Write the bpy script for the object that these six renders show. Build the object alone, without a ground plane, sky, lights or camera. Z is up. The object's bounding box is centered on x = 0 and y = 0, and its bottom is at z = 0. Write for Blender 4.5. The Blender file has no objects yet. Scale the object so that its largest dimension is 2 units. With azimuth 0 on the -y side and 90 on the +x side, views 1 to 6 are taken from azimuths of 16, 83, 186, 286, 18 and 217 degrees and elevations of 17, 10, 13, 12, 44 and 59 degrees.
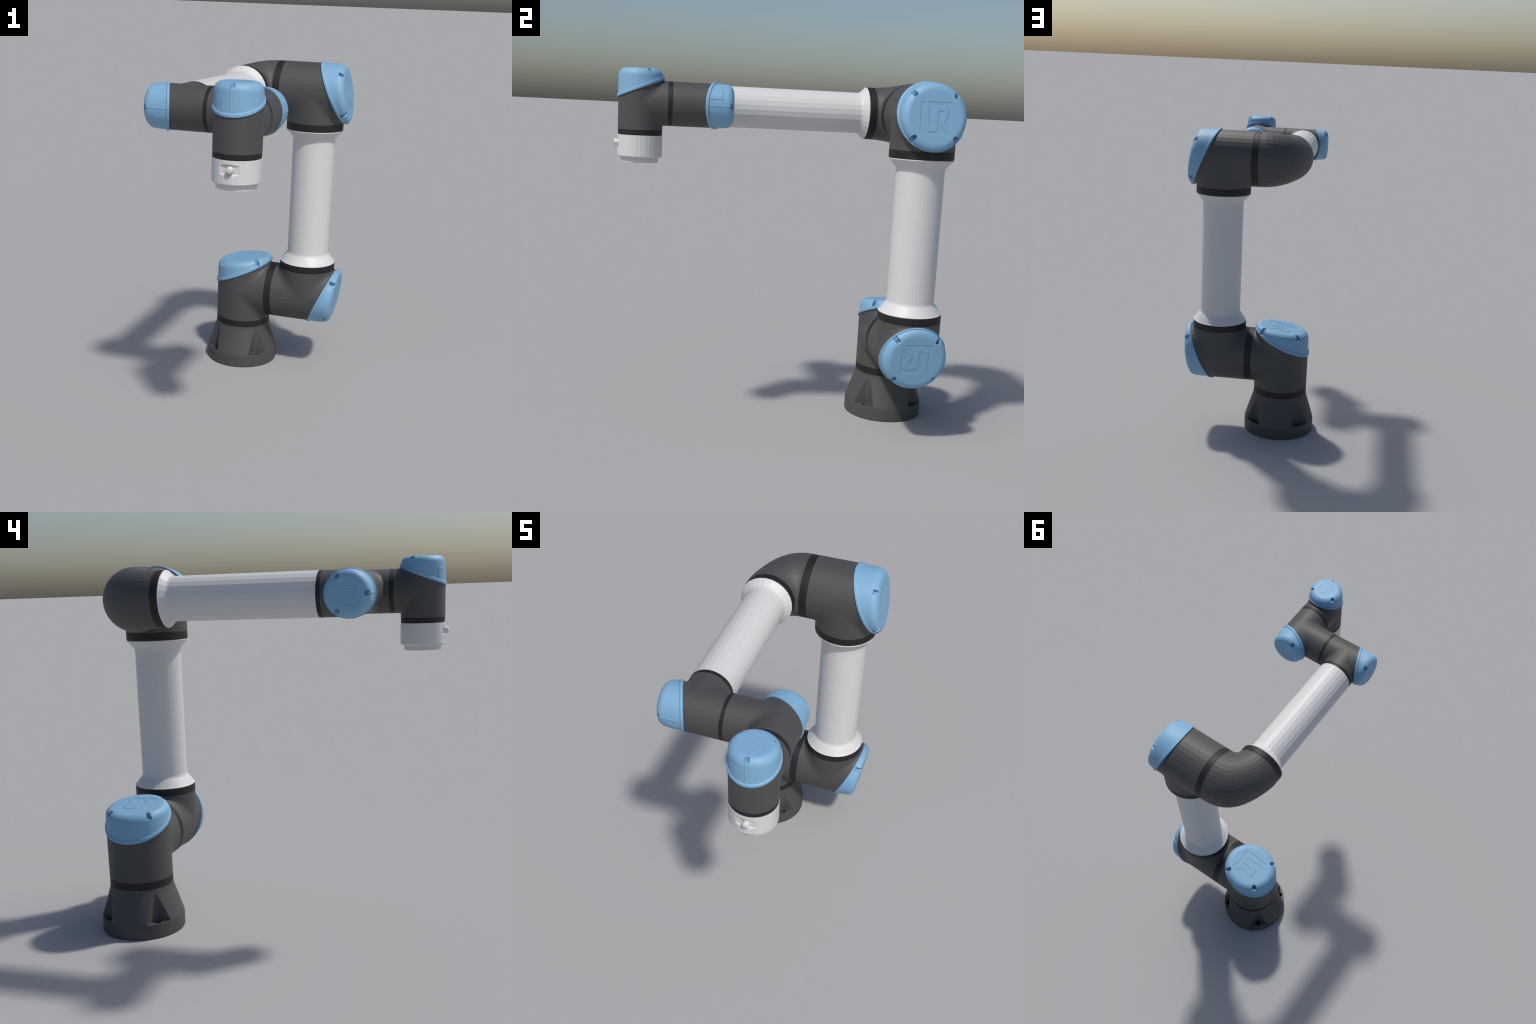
"""Articulated robot arm: grey T-shaped joint housings with light blue caps,
black joint rings, white tubes and a white tool flange."""
import bpy, bmesh, math
import numpy as np
from mathutils import Matrix, Vector

# ------------------------------------------------------------------ layout
S = 3.0902                      # model scale: arm link lengths (m) -> scene metres
BX, BY = -0.2083, 0.7108        # vertical axis of the base
SZ = 0.1625 * S                 # shoulder height
EZ = (0.1625 + 0.425) * S       # elbow / forearm height
UX = BX + 0.138 * S             # upper arm axis
FX = BX + 0.007 * S             # forearm axis
WX = BX + 0.1333 * S            # wrist axis
WY = BY - 0.3922 * S            # first wrist joint
TY = BY - (0.3922 + 0.0997) * S # tool axis

R_BIG, R_SMALL = 0.177, 0.115   # housing radii
scene = bpy.context.scene
X, Y, Z = Vector((1, 0, 0)), Vector((0, 1, 0)), Vector((0, 0, 1))


# --------------------------------------------------------------- materials
def make_material(name, colour, rough, spec=0.5, bevel=0.0, grain=0.03):
    m = bpy.data.materials.new(name)
    m.use_nodes = True
    nt = m.node_tree
    bsdf = nt.nodes["Principled BSDF"]
    bsdf.inputs["Roughness"].default_value = rough
    bsdf.inputs["Specular IOR Level"].default_value = spec
    co = nt.nodes.new("ShaderNodeTexCoord")
    noise = nt.nodes.new("ShaderNodeTexNoise")
    noise.inputs["Scale"].default_value = 90.0
    noise.inputs["Detail"].default_value = 3.0
    nt.links.new(co.outputs["Object"], noise.inputs["Vector"])
    ramp = nt.nodes.new("ShaderNodeValToRGB")
    lo = [c * (1 - grain) for c in colour] + [1]
    hi = [min(1, c * (1 + grain)) for c in colour] + [1]
    ramp.color_ramp.elements[0].position = 0.3
    ramp.color_ramp.elements[1].position = 0.7
    ramp.color_ramp.elements[0].color = lo
    ramp.color_ramp.elements[1].color = hi
    nt.links.new(noise.outputs["Fac"], ramp.inputs["Fac"])
    nt.links.new(ramp.outputs["Color"], bsdf.inputs["Base Color"])
    if bevel > 0:
        bv = nt.nodes.new("ShaderNodeBevel")
        bv.samples = 6
        bv.inputs["Radius"].default_value = bevel
        nt.links.new(bv.outputs["Normal"], bsdf.inputs["Normal"])
    return m


GREY = make_material("grey_painted_metal", (0.064, 0.064, 0.064), 0.58, 0.5, grain=0.01)
BLACK = make_material("black_rubber", (0.0085, 0.0085, 0.0085), 0.6, 0.45, grain=0.01)
BLUE = make_material("light_blue_plastic", (0.20, 0.39, 0.58), 0.55, 0.5, bevel=0.003, grain=0.006)
WHITE = make_material("white_lacquer", (0.62, 0.62, 0.62), 0.5, 0.5, grain=0.01)


# ----------------------------------------------------------------- helpers
def add_object(name, mesh, mat, parent, matrix=None):
    ob = bpy.data.objects.new(name, mesh)
    scene.collection.objects.link(ob)
    if mat is not None and not mesh.materials:
        mesh.materials.append(mat)
    if parent is not None:
        ob.parent = parent
        ob.matrix_parent_inverse = Matrix.Identity(4)
    if matrix is not None:
        ob.matrix_basis = matrix
    return ob


def frame(origin, axis, branch):
    """local z = housing axis, local x = direction of the branch."""
    a, h = Vector(axis), Vector(branch)
    y = a.cross(h)
    m = Matrix((h, y, a)).transposed().to_4x4()
    m.translation = Vector(origin)
    return m


def rel(m):
    """world matrix -> matrix relative to the arm's root."""
    return ROOT_INV @ m


def finish(mesh, smooth_angle=35):
    if smooth_angle is None:
        for p in mesh.polygons:
            p.use_smooth = False
    else:
        for p in mesh.polygons:
            p.use_smooth = True
        mesh.set_sharp_from_angle(angle=math.radians(smooth_angle))
    return mesh


def grid_mesh(name, rings, close_ends=True):
    """rings: list of equally long closed loops of points, lofted in order."""
    n = len(rings[0])
    verts = [tuple(p) for r in rings for p in r]
    faces = []
    for j in range(len(rings) - 1):
        for i in range(n):
            k = (i + 1) % n
            faces.append((j * n + i, j * n + k, (j + 1) * n + k, (j + 1) * n + i))
    if close_ends:
        faces.append(tuple(range(n - 1, -1, -1)))
        faces.append(tuple((len(rings) - 1) * n + i for i in range(n)))
    me = bpy.data.meshes.new(name)
    me.from_pydata(verts, [], faces)
    bm = bmesh.new()
    bm.from_mesh(me)
    bmesh.ops.recalc_face_normals(bm, faces=bm.faces[:])
    bm.to_mesh(me)
    bm.free()
    return me


def lathe(name, profile, seg=72, phase=0.0):
    """profile: (radius, z) pairs from one end of the axis to the other."""
    rings = []
    for r, z in profile:
        rings.append([(r * math.cos(phase + 2 * math.pi * i / seg),
                       r * math.sin(phase + 2 * math.pi * i / seg), z) for i in range(seg)])
    return grid_mesh(name, rings)


def prism(name, outline, z0, z1, shear=None):
    """closed prism over an outline in xy; shear(x, y, z) -> z lets the ends tilt."""
    f = shear or (lambda x, y, z: z)
    return grid_mesh(name, [[(x, y, f(x, y, z)) for x, y in outline] for z in (z0, z1)])


def boolean(mesh, cutters, op="DIFFERENCE"):
    base = bpy.data.objects.new("work", mesh)
    scene.collection.objects.link(base)
    col = bpy.data.collections.new("cutters")
    scene.collection.children.link(col)
    obs = []
    for c in cutters:
        o = bpy.data.objects.new("cutter", c)
        col.objects.link(o)
        obs.append(o)
    md = base.modifiers.new("b", "BOOLEAN")
    md.operation, md.solver = op, "EXACT"
    md.operand_type, md.collection = "COLLECTION", col
    dg = bpy.context.evaluated_depsgraph_get()
    dg.update()
    out = bpy.data.meshes.new_from_object(base.evaluated_get(dg))
    for o in obs + [base]:
        bpy.data.objects.remove(o)
    bpy.data.collections.remove(col)
    out.name = mesh.name
    return out


def rounded_outline(corners, steps=6):
    """polygon of (x, y, radius): every corner is replaced by an arc."""
    out = []
    n = len(corners)
    for i in range(n):
        p = np.array(corners[i][:2], float)
        r = corners[i][2]
        a = np.array(corners[i - 1][:2], float) - p
        b = np.array(corners[(i + 1) % n][:2], float) - p
        la, lb = np.linalg.norm(a), np.linalg.norm(b)
        a, b = a / la, b / lb
        ang = math.acos(max(-1, min(1, float(a @ b))))
        t = r / math.tan(ang / 2)
        t = min(t, 0.49 * la, 0.49 * lb)
        r = t * math.tan(ang / 2)
        if r < 1e-4:
            out.append(tuple(p))
            continue
        bis = (a + b) / np.linalg.norm(a + b)
        c = p + bis * (r / math.sin(ang / 2))
        s, e = p + a * t - c, p + b * t - c
        t0 = math.atan2(s[1], s[0])
        dt = math.atan2(e[1], e[0]) - t0
        dt = (dt + math.pi) % (2 * math.pi) - math.pi
        for k in range(steps + 1):
            w = t0 + dt * k / steps
            out.append((c[0] + r * math.cos(w), c[1] + r * math.sin(w)))
    return out


# --------------------------------------------------- housings (T-junctions)
def housing_mesh(name, R, ring_at, branch_at, cap_mid, cap_slope, voxel, facets=0):
    """Two crossing cylinders of equal radius melted together: the main one runs
    along z (joint ring below, sloping cap seat above), the branch along +x."""
    bm = bmesh.new()
    bmesh.ops.create_cone(bm, cap_ends=True, segments=64, radius1=R, radius2=R, depth=1.0)
    zt, zb = cap_mid + cap_slope * R + 0.03, -ring_at - 0.03
    for v in bm.verts:
        v.co.z = zt if v.co.z > 0 else zb
    g = bmesh.ops.create_cone(bm, cap_ends=True, segments=64, radius1=R, radius2=R, depth=1.0)
    for v in g["verts"]:
        x = branch_at + 0.03 if v.co.z > 0 else 0.0
        v.co = Vector((x, v.co.y, v.co.x))
    bmesh.ops.recalc_face_normals(bm, faces=bm.faces[:])
    me = bpy.data.meshes.new(name)
    bm.to_mesh(me)
    bm.free()
    ob = bpy.data.objects.new("work", me)
    scene.collection.objects.link(ob)
    md = ob.modifiers.new("r", "REMESH")
    md.mode, md.voxel_size = "VOXEL", voxel
    dg = bpy.context.evaluated_depsgraph_get()
    dg.update()
    out = bpy.data.meshes.new_from_object(ob.evaluated_get(dg))
    bpy.data.objects.remove(ob)

    def field(p):
        x, y, z = p[:, 0], p[:, 1], p[:, 2]
        d1 = np.sqrt(x * x + y * y) - R
        if facets:                       # coarse strips along the main cylinder
            st = 2 * math.pi / facets
            off = np.mod(np.arctan2(y, x), st) - st / 2
            d1 = (d1 + R) * np.cos(off) - R * math.cos(st / 2) ** 0.5
        xb = np.minimum(x, 0) * 6
        d2 = np.sqrt(y * y + z * z + xb * xb) - R
        s = np.clip(y * y / ((d1 + R) * (np.sqrt(y * y + z * z) + 1e-9)), 0, 1)
        k = R * (0.02 * (1 - s) + 0.6 * s * (1 - s)) + 1e-4
        h = np.clip(k - np.abs(d1 - d2), 0, None) / k
        return np.minimum(d1, d2) - h * h * k * 0.25

    n = len(out.vertices)
    p = np.empty(n * 3)
    out.vertices.foreach_get("co", p)
    p = p.reshape(n, 3)
    keep = (p[:, 2] < zt - 0.6 * voxel) & (p[:, 2] > zb + 0.6 * voxel) & (p[:, 0] < branch_at + 0.03 - 0.6 * voxel)
    q = p[keep]
    for _ in range(8):
        f = field(q)
        gr = np.stack([(field(q + np.eye(3)[i] * 1e-5) - f) / 1e-5 for i in range(3)], 1)
        g2 = np.maximum((gr * gr).sum(1), 0.2)
        q = q - gr * np.clip(f / g2, -0.01, 0.01)[:, None]
    p[keep] = q
    out.vertices.foreach_set("co", p.ravel())
    bm = bmesh.new()
    bm.from_mesh(out)
    cuts = [(Vector((0, 0, -ring_at)), Vector((0, 0, -1))),
            (Vector((branch_at, 0, 0)), Vector((1, 0, 0))),
            (Vector((0, 0, cap_mid + 0.004)), Vector((-cap_slope, 0, 1)).normalized())]
    for co, no in cuts:
        bmesh.ops.bisect_plane(bm, geom=bm.verts[:] + bm.edges[:] + bm.faces[:], dist=1e-6,
                               plane_co=co, plane_no=no, clear_outer=True)
        edges = [e for e in bm.edges if len(e.link_faces) == 1]
        bmesh.ops.holes_fill(bm, edges=edges, sides=0)
    bmesh.ops.recalc_face_normals(bm, faces=bm.faces[:])
    bm.to_mesh(out)
    bm.free()
    out.name = name
    return finish(out, 40)


# -------------------------------------------------------------- blue caps
LOGO_RIGHT = [(-.48, 1, 0), (1, 1, .09), (1, -.79, .03), (.527, -.237, .03), (.826, .26, .45),
              (.826, .72, .30), (-.146, .72, .30), (-.146, -.56, .10), (-.48, -.56, .10)]
LOGO_LEFT = [(-.76, 1, 0), (-1, 1, .17), (-1, -1, .06), (.835, -1, .03), (.20, -.26, .20),
             (.527, .25, .30), (.527, .46, .12), (.134, .46, .12), (.134, -.83, .33), (-.76, -.83, .33)]


def cap_mesh(name, spec, seg=128):
    """Cap around local z. The rim lies on a sloping plane, the face on its own plane;
    the wall between is lofted, with a rounded shoulder."""
    R, rim, slope0, mid0 = spec["wall"], spec["rim"], spec["slope"], spec["mid"]
    t, fil = spec["rim_height"], spec["shoulder"]
    face_mid, face_slope = spec["face_mid"], spec["face_slope"]
    top_r = R - spec["draft"]
    th = [2 * math.pi * i / seg for i in range(seg)]

    def seat(r, w):
        return mid0 + slope0 * r * math.cos(w)

    def face(r, w):
        return face_mid + face_slope * r * math.cos(w)

    rings = []

    def ring(rf, zf):
        rings.append([(rf * math.cos(w), rf * math.sin(w), zf(w)) for w in th])

    b = 0.003
    ring(rim - 0.02, lambda w: seat(rim - 0.02, w))
    ring(rim - b, lambda w: seat(rim - b, w))
    ring(rim - b * 0.3, lambda w: seat(rim, w) + b * 0.3)
    ring(rim, lambda w: seat(rim, w) + b)
    ring(rim, lambda w: seat(rim, w) + t - b)
    ring(rim - b * 0.25, lambda w: seat(rim, w) + t - b * 0.35)
    ring(rim - b * 0.8, lambda w: seat(rim, w) + t)
    ring(R + 0.0006, lambda w: seat(R, w) + t)
    ring(R, lambda w: seat(R, w) + t + 0.0008)

    def low(w):
        return seat(R, w) + t + 0.0008

    def drop(w):
        return min(fil, 0.93 * (face(top_r, w) - low(w)))

    for u in (0.12, 0.4, 0.7):
        ring(R + (top_r - R) * u, lambda w: low(w) + (face(top_r, w) - drop(w) - low(w)) * u)
    for k in range(0, 11):
        q = math.pi / 2 * k / 10
        rr = top_r - fil * (1 - math.cos(q))
        ring(rr, lambda w: face(rr, w) - drop(w) * (1 - math.sin(q)))
    ring(top_r - fil - 0.002, lambda w: face(top_r - fil - 0.002, w))
    me = grid_mesh(name, rings)

    # raised rib and panel on the wall, opposite the branch
    if spec["rib"]:
        away = math.pi
        add = []
        hw = 0.0042
        lo_z = seat(-rim, 0) + 0.004
        def on_wall(shape, z0, z1):
            """prism hugging the drafted wall: shape(radius) gives its outline"""
            loops = []
            for z in (z0, z1):
                u = (z - lo_z) / (face_mid - fil - lo_z)
                loops.append([(x, y, z) for x, y in shape(R - spec["draft"] * u)])
            return grid_mesh("on_wall", loops)

        # the rib follows wall and shoulder up to the screw pocket
        cz = face_mid - fil
        path = [(R - spec["draft"] * i / 4, lo_z + (cz - lo_z) * i / 4) for i in range(5)]
        q1 = math.asin((spec["notch_floor"] + 0.003 - cz) / fil)
        path += [(top_r - fil + fil * math.cos(q1 * i / 5), cz + fil * math.sin(q1 * i / 5)) for i in range(1, 6)]
        loops = []
        for r, z in path:
            o = 0.0016
            loops.append([(-r + 0.012, -hw, z), (-r, -hw, z), (-r - o, -hw * .55, z),
                          (-r - o, hw * .55, z), (-r, hw, z), (-r + 0.012, hw, z)])
        add.append(grid_mesh("rib", loops))

        a0, a1 = math.radians(17), math.radians(43)
        arc = [away - a0 - (a1 - a0) * i / 10 for i in range(11)]

        def panel_shape(r):
            return [((r + .0020) * math.cos(w), (r + .0020) * math.sin(w)) for w in arc] + \
                   [((r - .012) * math.cos(w), (r - .012) * math.sin(w)) for w in arc[::-1]]

        add.append(on_wall(panel_shape, 0.042, spec["panel_top"]))
        me = boolean(me, add, "UNION")

    # screw pockets, open to the outside, and the mark sunk into the face
    cut = []
    pr, pc = spec["notch_radius"], spec["notch_circle"]
    for w in spec["notch_angles"]:
        c, s = math.cos(w), math.sin(w)
        arc = [math.pi / 2 + math.pi * i / 12 for i in range(13)]
        loc = [(pc + pr * math.cos(q), pr * math.sin(q)) for q in arc] + [(pc + 0.06, -pr), (pc + 0.06, pr)]
        zf = spec["notch_floor"] + spec["notch_slope"] * pc * c
        cut.append(prism("pocket", [(x * c - y * s, x * s + y * c) for x, y in loc], zf, zf + 0.2))
    k = spec["logo"]
    for shape in (LOGO_LEFT, LOGO_RIGHT):
        # logo up = away from the branch (-x), logo right = +y
        outl = [(-v * k + spec["logo_shift"], u * k) for u, v in rounded_outline(shape)]
        cut.append(prism("mark", outl, -spec["logo_depth"], 0.05,
                         shear=lambda x, y, z: face_mid + face_slope * x + z))
    me = boolean(me, cut)
    return finish(me, 32)


BIG_CAP = dict(wall=0.1785, rim=0.1845, slope=0.447, mid=0.107, rim_height=0.019, shoulder=0.039,
               draft=0.0025, face_mid=0.2020, face_slope=0.145, rib=False,
               notch_radius=0.0135, notch_circle=0.155,
               notch_angles=[math.radians(a) for a in (45, 135, 225, 315)], notch_floor=0.166, notch_slope=0.12,
               logo=0.084, logo_shift=0.008, logo_depth=0.0013)
SMALL_CAP = dict(wall=0.1160, rim=0.1214, slope=0.39, mid=0.0710, rim_height=0.0170, shoulder=0.038,
                 draft=0.0025, face_mid=0.1752, face_slope=0.0, rib=True, panel_top=0.112,
                 notch_radius=0.0125, notch_circle=0.0965,
                 notch_angles=[math.radians(a) for a in (180, 60, -60)], notch_floor=0.1530, notch_slope=0.0,
                 logo=0.050, logo_shift=0.0, logo_depth=0.0006)


def screw_mesh(r):
    """Button head screw with a hexagonal socket."""
    me = lathe("screw", [(r, -0.004), (r, 0.002), (r * 0.8, 0.0045), (r * 0.5, 0.005)], 24)
    sock = lathe("socket", [(r * 0.42, 0.0005), (r * 0.42, 0.02)], 6)
    return finish(boolean(me, [sock]), 30)


# ------------------------------------------------------------- joint rings
def ring_mesh(name, r, length):
    """Black seal between two housings, with a shallow groove at both edges."""
    g, d = 0.0016, 0.003
    return finish(lathe(name, [(r - d, 0), (r - d, g), (r - 0.0004, g), (r, g + .0006),
                               (r, length - g - .0006), (r - 0.0004, length - g), (r - d, length - g),
                               (r - d, length)], 96), 30)


# ----------------------------------------------------------------- assembly
root = bpy.data.objects.new("robot_arm", None)
scene.collection.objects.link(root)
root.location = (BX, BY, 0)
root["label"] = "grey jointed industrial robot arm with blue caps and white tubes"
root["category"] = "robot arm"
ROOT_INV = Matrix.Translation((-BX, -BY, 0))


def place(name, mesh, mat, m):
    return add_object(name, mesh, mat, root, rel(m))


# base: flared foot with four bolt pockets
foot = lathe("base", [(0.2305, 0.0), (0.2321, 0.0016), (0.2321, 0.064), (0.2315, 0.074), (0.2295, 0.083),
                      (0.2265, 0.092), (0.187, 0.216), (0.1835, 0.2275), (0.1805, 0.237), (0.1782, 0.247),
                      (0.177, 0.257), (0.177, 0.2625)], 160)
cutters = []
for q in range(4):
    w = math.radians(45 + 90 * q)
    c, s = math.cos(w), math.sin(w)
    tip = rounded_outline([(0.1735, 0.0, 0.03), (0.2720, 0.1506, 0), (0.2720, -0.1506, 0)], 10)
    cutters.append(prism("pocket", [(x * c - y * s, x * s + y * c) for x, y in tip], 0.0795, 0.6))
    hole = lathe("hole", [(0.0190, 0.012), (0.0190, 0.0765), (0.0215, 0.0800), (0.0215, 0.10)], 28)
    hole.transform(Matrix.Translation((0.2 * c, 0.2 * s, 0)))
    cutters.append(hole)
base = finish(boolean(foot, cutters), 32)
place("base", base, GREY, Matrix.Translation((BX, BY, 0)))

# housings
big = housing_mesh("big_housing", R_BIG, 0.198, 0.1845, BIG_CAP["mid"], BIG_CAP["slope"], 0.0055)
strip = housing_mesh("big_housing_strips", R_BIG, 0.198, 0.1845, BIG_CAP["mid"], BIG_CAP["slope"], 0.0045, facets=36)
end = housing_mesh("small_housing", R_SMALL, 0.1457, 0.1417, SMALL_CAP["mid"], SMALL_CAP["slope"], 0.0042)
wrist_a = housing_mesh("small_housing_long", R_SMALL, 0.1430, WX + 0.0225, SMALL_CAP["mid"], SMALL_CAP["slope"], 0.0042)
wrist_b = housing_mesh("small_housing_tool", R_SMALL + .0004, 0.1395, 0.1423, SMALL_CAP["mid"], SMALL_CAP["slope"], 0.0042)

big_cap = cap_mesh("big_cap", BIG_CAP)
small_cap = cap_mesh("small_cap", SMALL_CAP)
big_screw, small_screw = screw_mesh(0.0098), screw_mesh(0.0088)

frames = {
    "shoulder_housing": (frame((BX, BY, SZ), Z, X), big, "big"),
    "upper_arm_housing": (frame((UX, BY, SZ), X, Z), strip, "big"),
    "elbow_housing": (frame((UX, BY, EZ), X, -Z), strip, "big"),
    "forearm_housing": (frame((FX, WY, EZ), -X, Y), end, "small"),
    "wrist_housing": (frame((WX, WY, EZ), Y, -X), wrist_a, "small"),
    "tool_housing": (frame((WX, TY, EZ), Z, Y), wrist_b, "small"),
}
for nm, (m, me, kind) in frames.items():
    place(nm, me, GREY, m)
    spec = BIG_CAP if kind == "big" else SMALL_CAP
    cap = place("joint_cap", big_cap if kind == "big" else small_cap, BLUE, m)
    sm = big_screw if kind == "big" else small_screw
    for w in spec["notch_angles"]:
        pc = spec["notch_circle"]
        z = spec["notch_floor"] + spec["notch_slope"] * pc * math.cos(w)
        add_object("screw", sm, BLUE, cap, Matrix.Translation((pc * math.cos(w), pc * math.sin(w), z)))


def ring(at, axis, r, length):
    """black ring starting at a point and running along an axis"""
    me = ring_mesh("joint_ring", r, length)
    q = Vector(axis).to_track_quat("Z", "Y").to_matrix().to_4x4()
    q.translation = Vector(at)
    place("joint_ring", me, BLACK, q)


ring((BX, BY, 0.2625), Z, 0.1765, SZ - 0.198 - 0.2625)
ring((BX + 0.1845, BY, SZ), X, 0.1765, UX - 0.198 - BX - 0.1845)
ring((UX, BY, SZ + 0.1845), Z, 0.1770, 0.7270 - SZ - 0.1845)
ring((UX, BY, EZ - 0.1845), -Z, 0.1770, EZ - 0.1845 - 1.5875)
ring((UX - 0.198, BY, EZ), -X, 0.1765, UX - 0.198 + 0.0225)
ring((FX, 0.5145, EZ), -Y, 0.1490, 0.040)
ring((FX, WY + 0.1417, EZ), Y, 0.1155, 0.0215)
ring((FX + 0.1457, WY, EZ), X, 0.1150, -0.0225 - FX - 0.1457)
ring((WX, WY - 0.1430, EZ), -Y, 0.1150, WY - 0.1430 - TY - 0.1423)
ring((WX, TY, EZ - 0.1395), -Z, 0.1145, 0.0250)

# elbow bend: elliptical sections fanned about a pivot at the inner corner
piv = Vector((-0.0225, 0.5145, EZ))
rings = []
N, M = 12, 36
rng = np.random.default_rng(7)
rA, rB = 0.1770, 0.1490
inA, inB = BY - rA - piv.y, piv.x - (FX + rB)
# reach of the outer wall from the pivot: straight at first, then turning in
reach = np.polyfit([0, 10, 22, 30, 40, 52, 70, 90],
                   [inA + 2 * rA, .3738, .3690, .3610, .3475, .3310, .3160, inB + 2 * rB], 5)
for j in range(N + 1):
    u = j / N
    w = u * math.pi / 2
    e = u * u * (3 - 2 * u)
    tall = rA + (rB - rA) * e
    inner = inA + (inB - inA) * e
    outer = float(np.polyval(reach, 90 * u))
    if j == 0:
        outer = inA + 2 * rA
    if j == N:
        outer = inB + 2 * rB
    wide = (outer - inner) / 2
    d = Vector((-math.sin(w), math.cos(w), 0))
    c = piv + d * (inner + wide)
    turn = rng.uniform(-0.22, 0.22)          # unevenly turned sections give irregular facets
    rings.append([c + d * (wide * math.cos(2 * math.pi * (i + turn) / M)) +
                  Z * (tall * math.sin(2 * math.pi * (i + turn) / M)) for i in range(M)])
bend = grid_mesh("elbow_bend", rings)
bend.transform(Matrix.Translation((-BX, -BY, 0)))
bm = bmesh.new()
bm.from_mesh(bend)
quads = [f for f in bm.faces if len(f.verts) == 4]
bmesh.ops.triangulate(bm, faces=quads, quad_method="SHORT_EDGE")
bm.to_mesh(bend)
bm.free()
finish(bend, None)
add_object("elbow_bend", bend, GREY, root)


def flare(r0, r1, z0, z1, lip):
    """conical collar from a wide lip (r0) to the tube (r1), as (radius, z) pairs"""
    sg = 1 if z1 > z0 else -1
    return [(r0 - 0.004, z0), (r0, z0 + sg * 0.003), (r0, z0 + sg * lip), (r0 - 0.005, z0 + sg * (lip + 0.004)),
            (r1 + 0.004, z1 - sg * 0.014), (r1 + 0.001, z1 - sg * 0.006), (r1, z1)]


RT = 0.1322
prof = flare(0.1765, RT, 0.7270, 0.797, 0.006) + flare(0.1765, RT, 1.5875, 1.524, 0.006)[::-1]
upper = finish(lathe("upper_arm_tube", prof, 44, 0.05), None)
place("upper_arm_tube", upper, WHITE, Matrix.Translation((UX, BY, 0)))

RF = 0.1160
fprof = flare(0.1490, RF, 0.4745, 0.425, 0.005) + [(RF, WY + 0.1417 + 0.0215)]
fore = lathe("forearm_tube", [(r, z) for r, z in fprof], 26, 0.09)
m = Matrix.Rotation(-math.pi / 2, 4, "X")       # lathe z -> scene y
m.translation = Vector((FX, 0, EZ))
place("forearm_tube", finish(fore, None), WHITE, m)

# tool flange: white drum with a chamfer, a mounting disc and a connector pocket
zt = EZ - 0.1395 - 0.0250
drum = lathe("tool_flange", [(0.097, 1.5085), (0.097, 1.532), (0.108, 1.532), (0.1165, 1.5405), (0.1165, zt - 0.002),
                             (0.030, zt - 0.002), (0.030, zt)], 30, 0.06)
fl, half, top, bot = 0.1056, 0.019, 0.027, 0.031
zc = 1.606
poc = bpy.data.meshes.new("pocket")
ys = [(-fl, half, half), (-0.1300, top + 0.010, bot + 0.012)]
verts, w0 = [], 0.052
for y, up, dn in ys:
    for sx in (-1, 1):
        verts += [(sx * w0, y, zc - dn), (sx * w0, y, zc + up)]
poc.from_pydata(verts, [], [(0, 1, 3, 2), (4, 6, 7, 5), (0, 2, 6, 4), (1, 5, 7, 3), (0, 4, 5, 1), (2, 3, 7, 6)])
drum = finish(boolean(drum, [poc]), 10)
flange = place("tool_flange", drum, WHITE, Matrix.Translation((WX, TY, 0)))
pin = lathe("connector_pin", [(0.0165, 0.0), (0.0165, 0.0300), (0.0150, 0.0345), (0.0115, 0.0370)], 20)
m = Matrix.Rotation(math.pi / 2, 4, "X")        # lathe z -> scene -y
m.translation = Vector((0.005, -fl + 0.004, 1.6075))
tip_len = 0.943 + TY - (fl - 0.004)
pin.transform(Matrix.Diagonal((1, 1, tip_len / 0.0370, 1)))
add_object("connector_pin", finish(pin, 40), WHITE, flange, m)
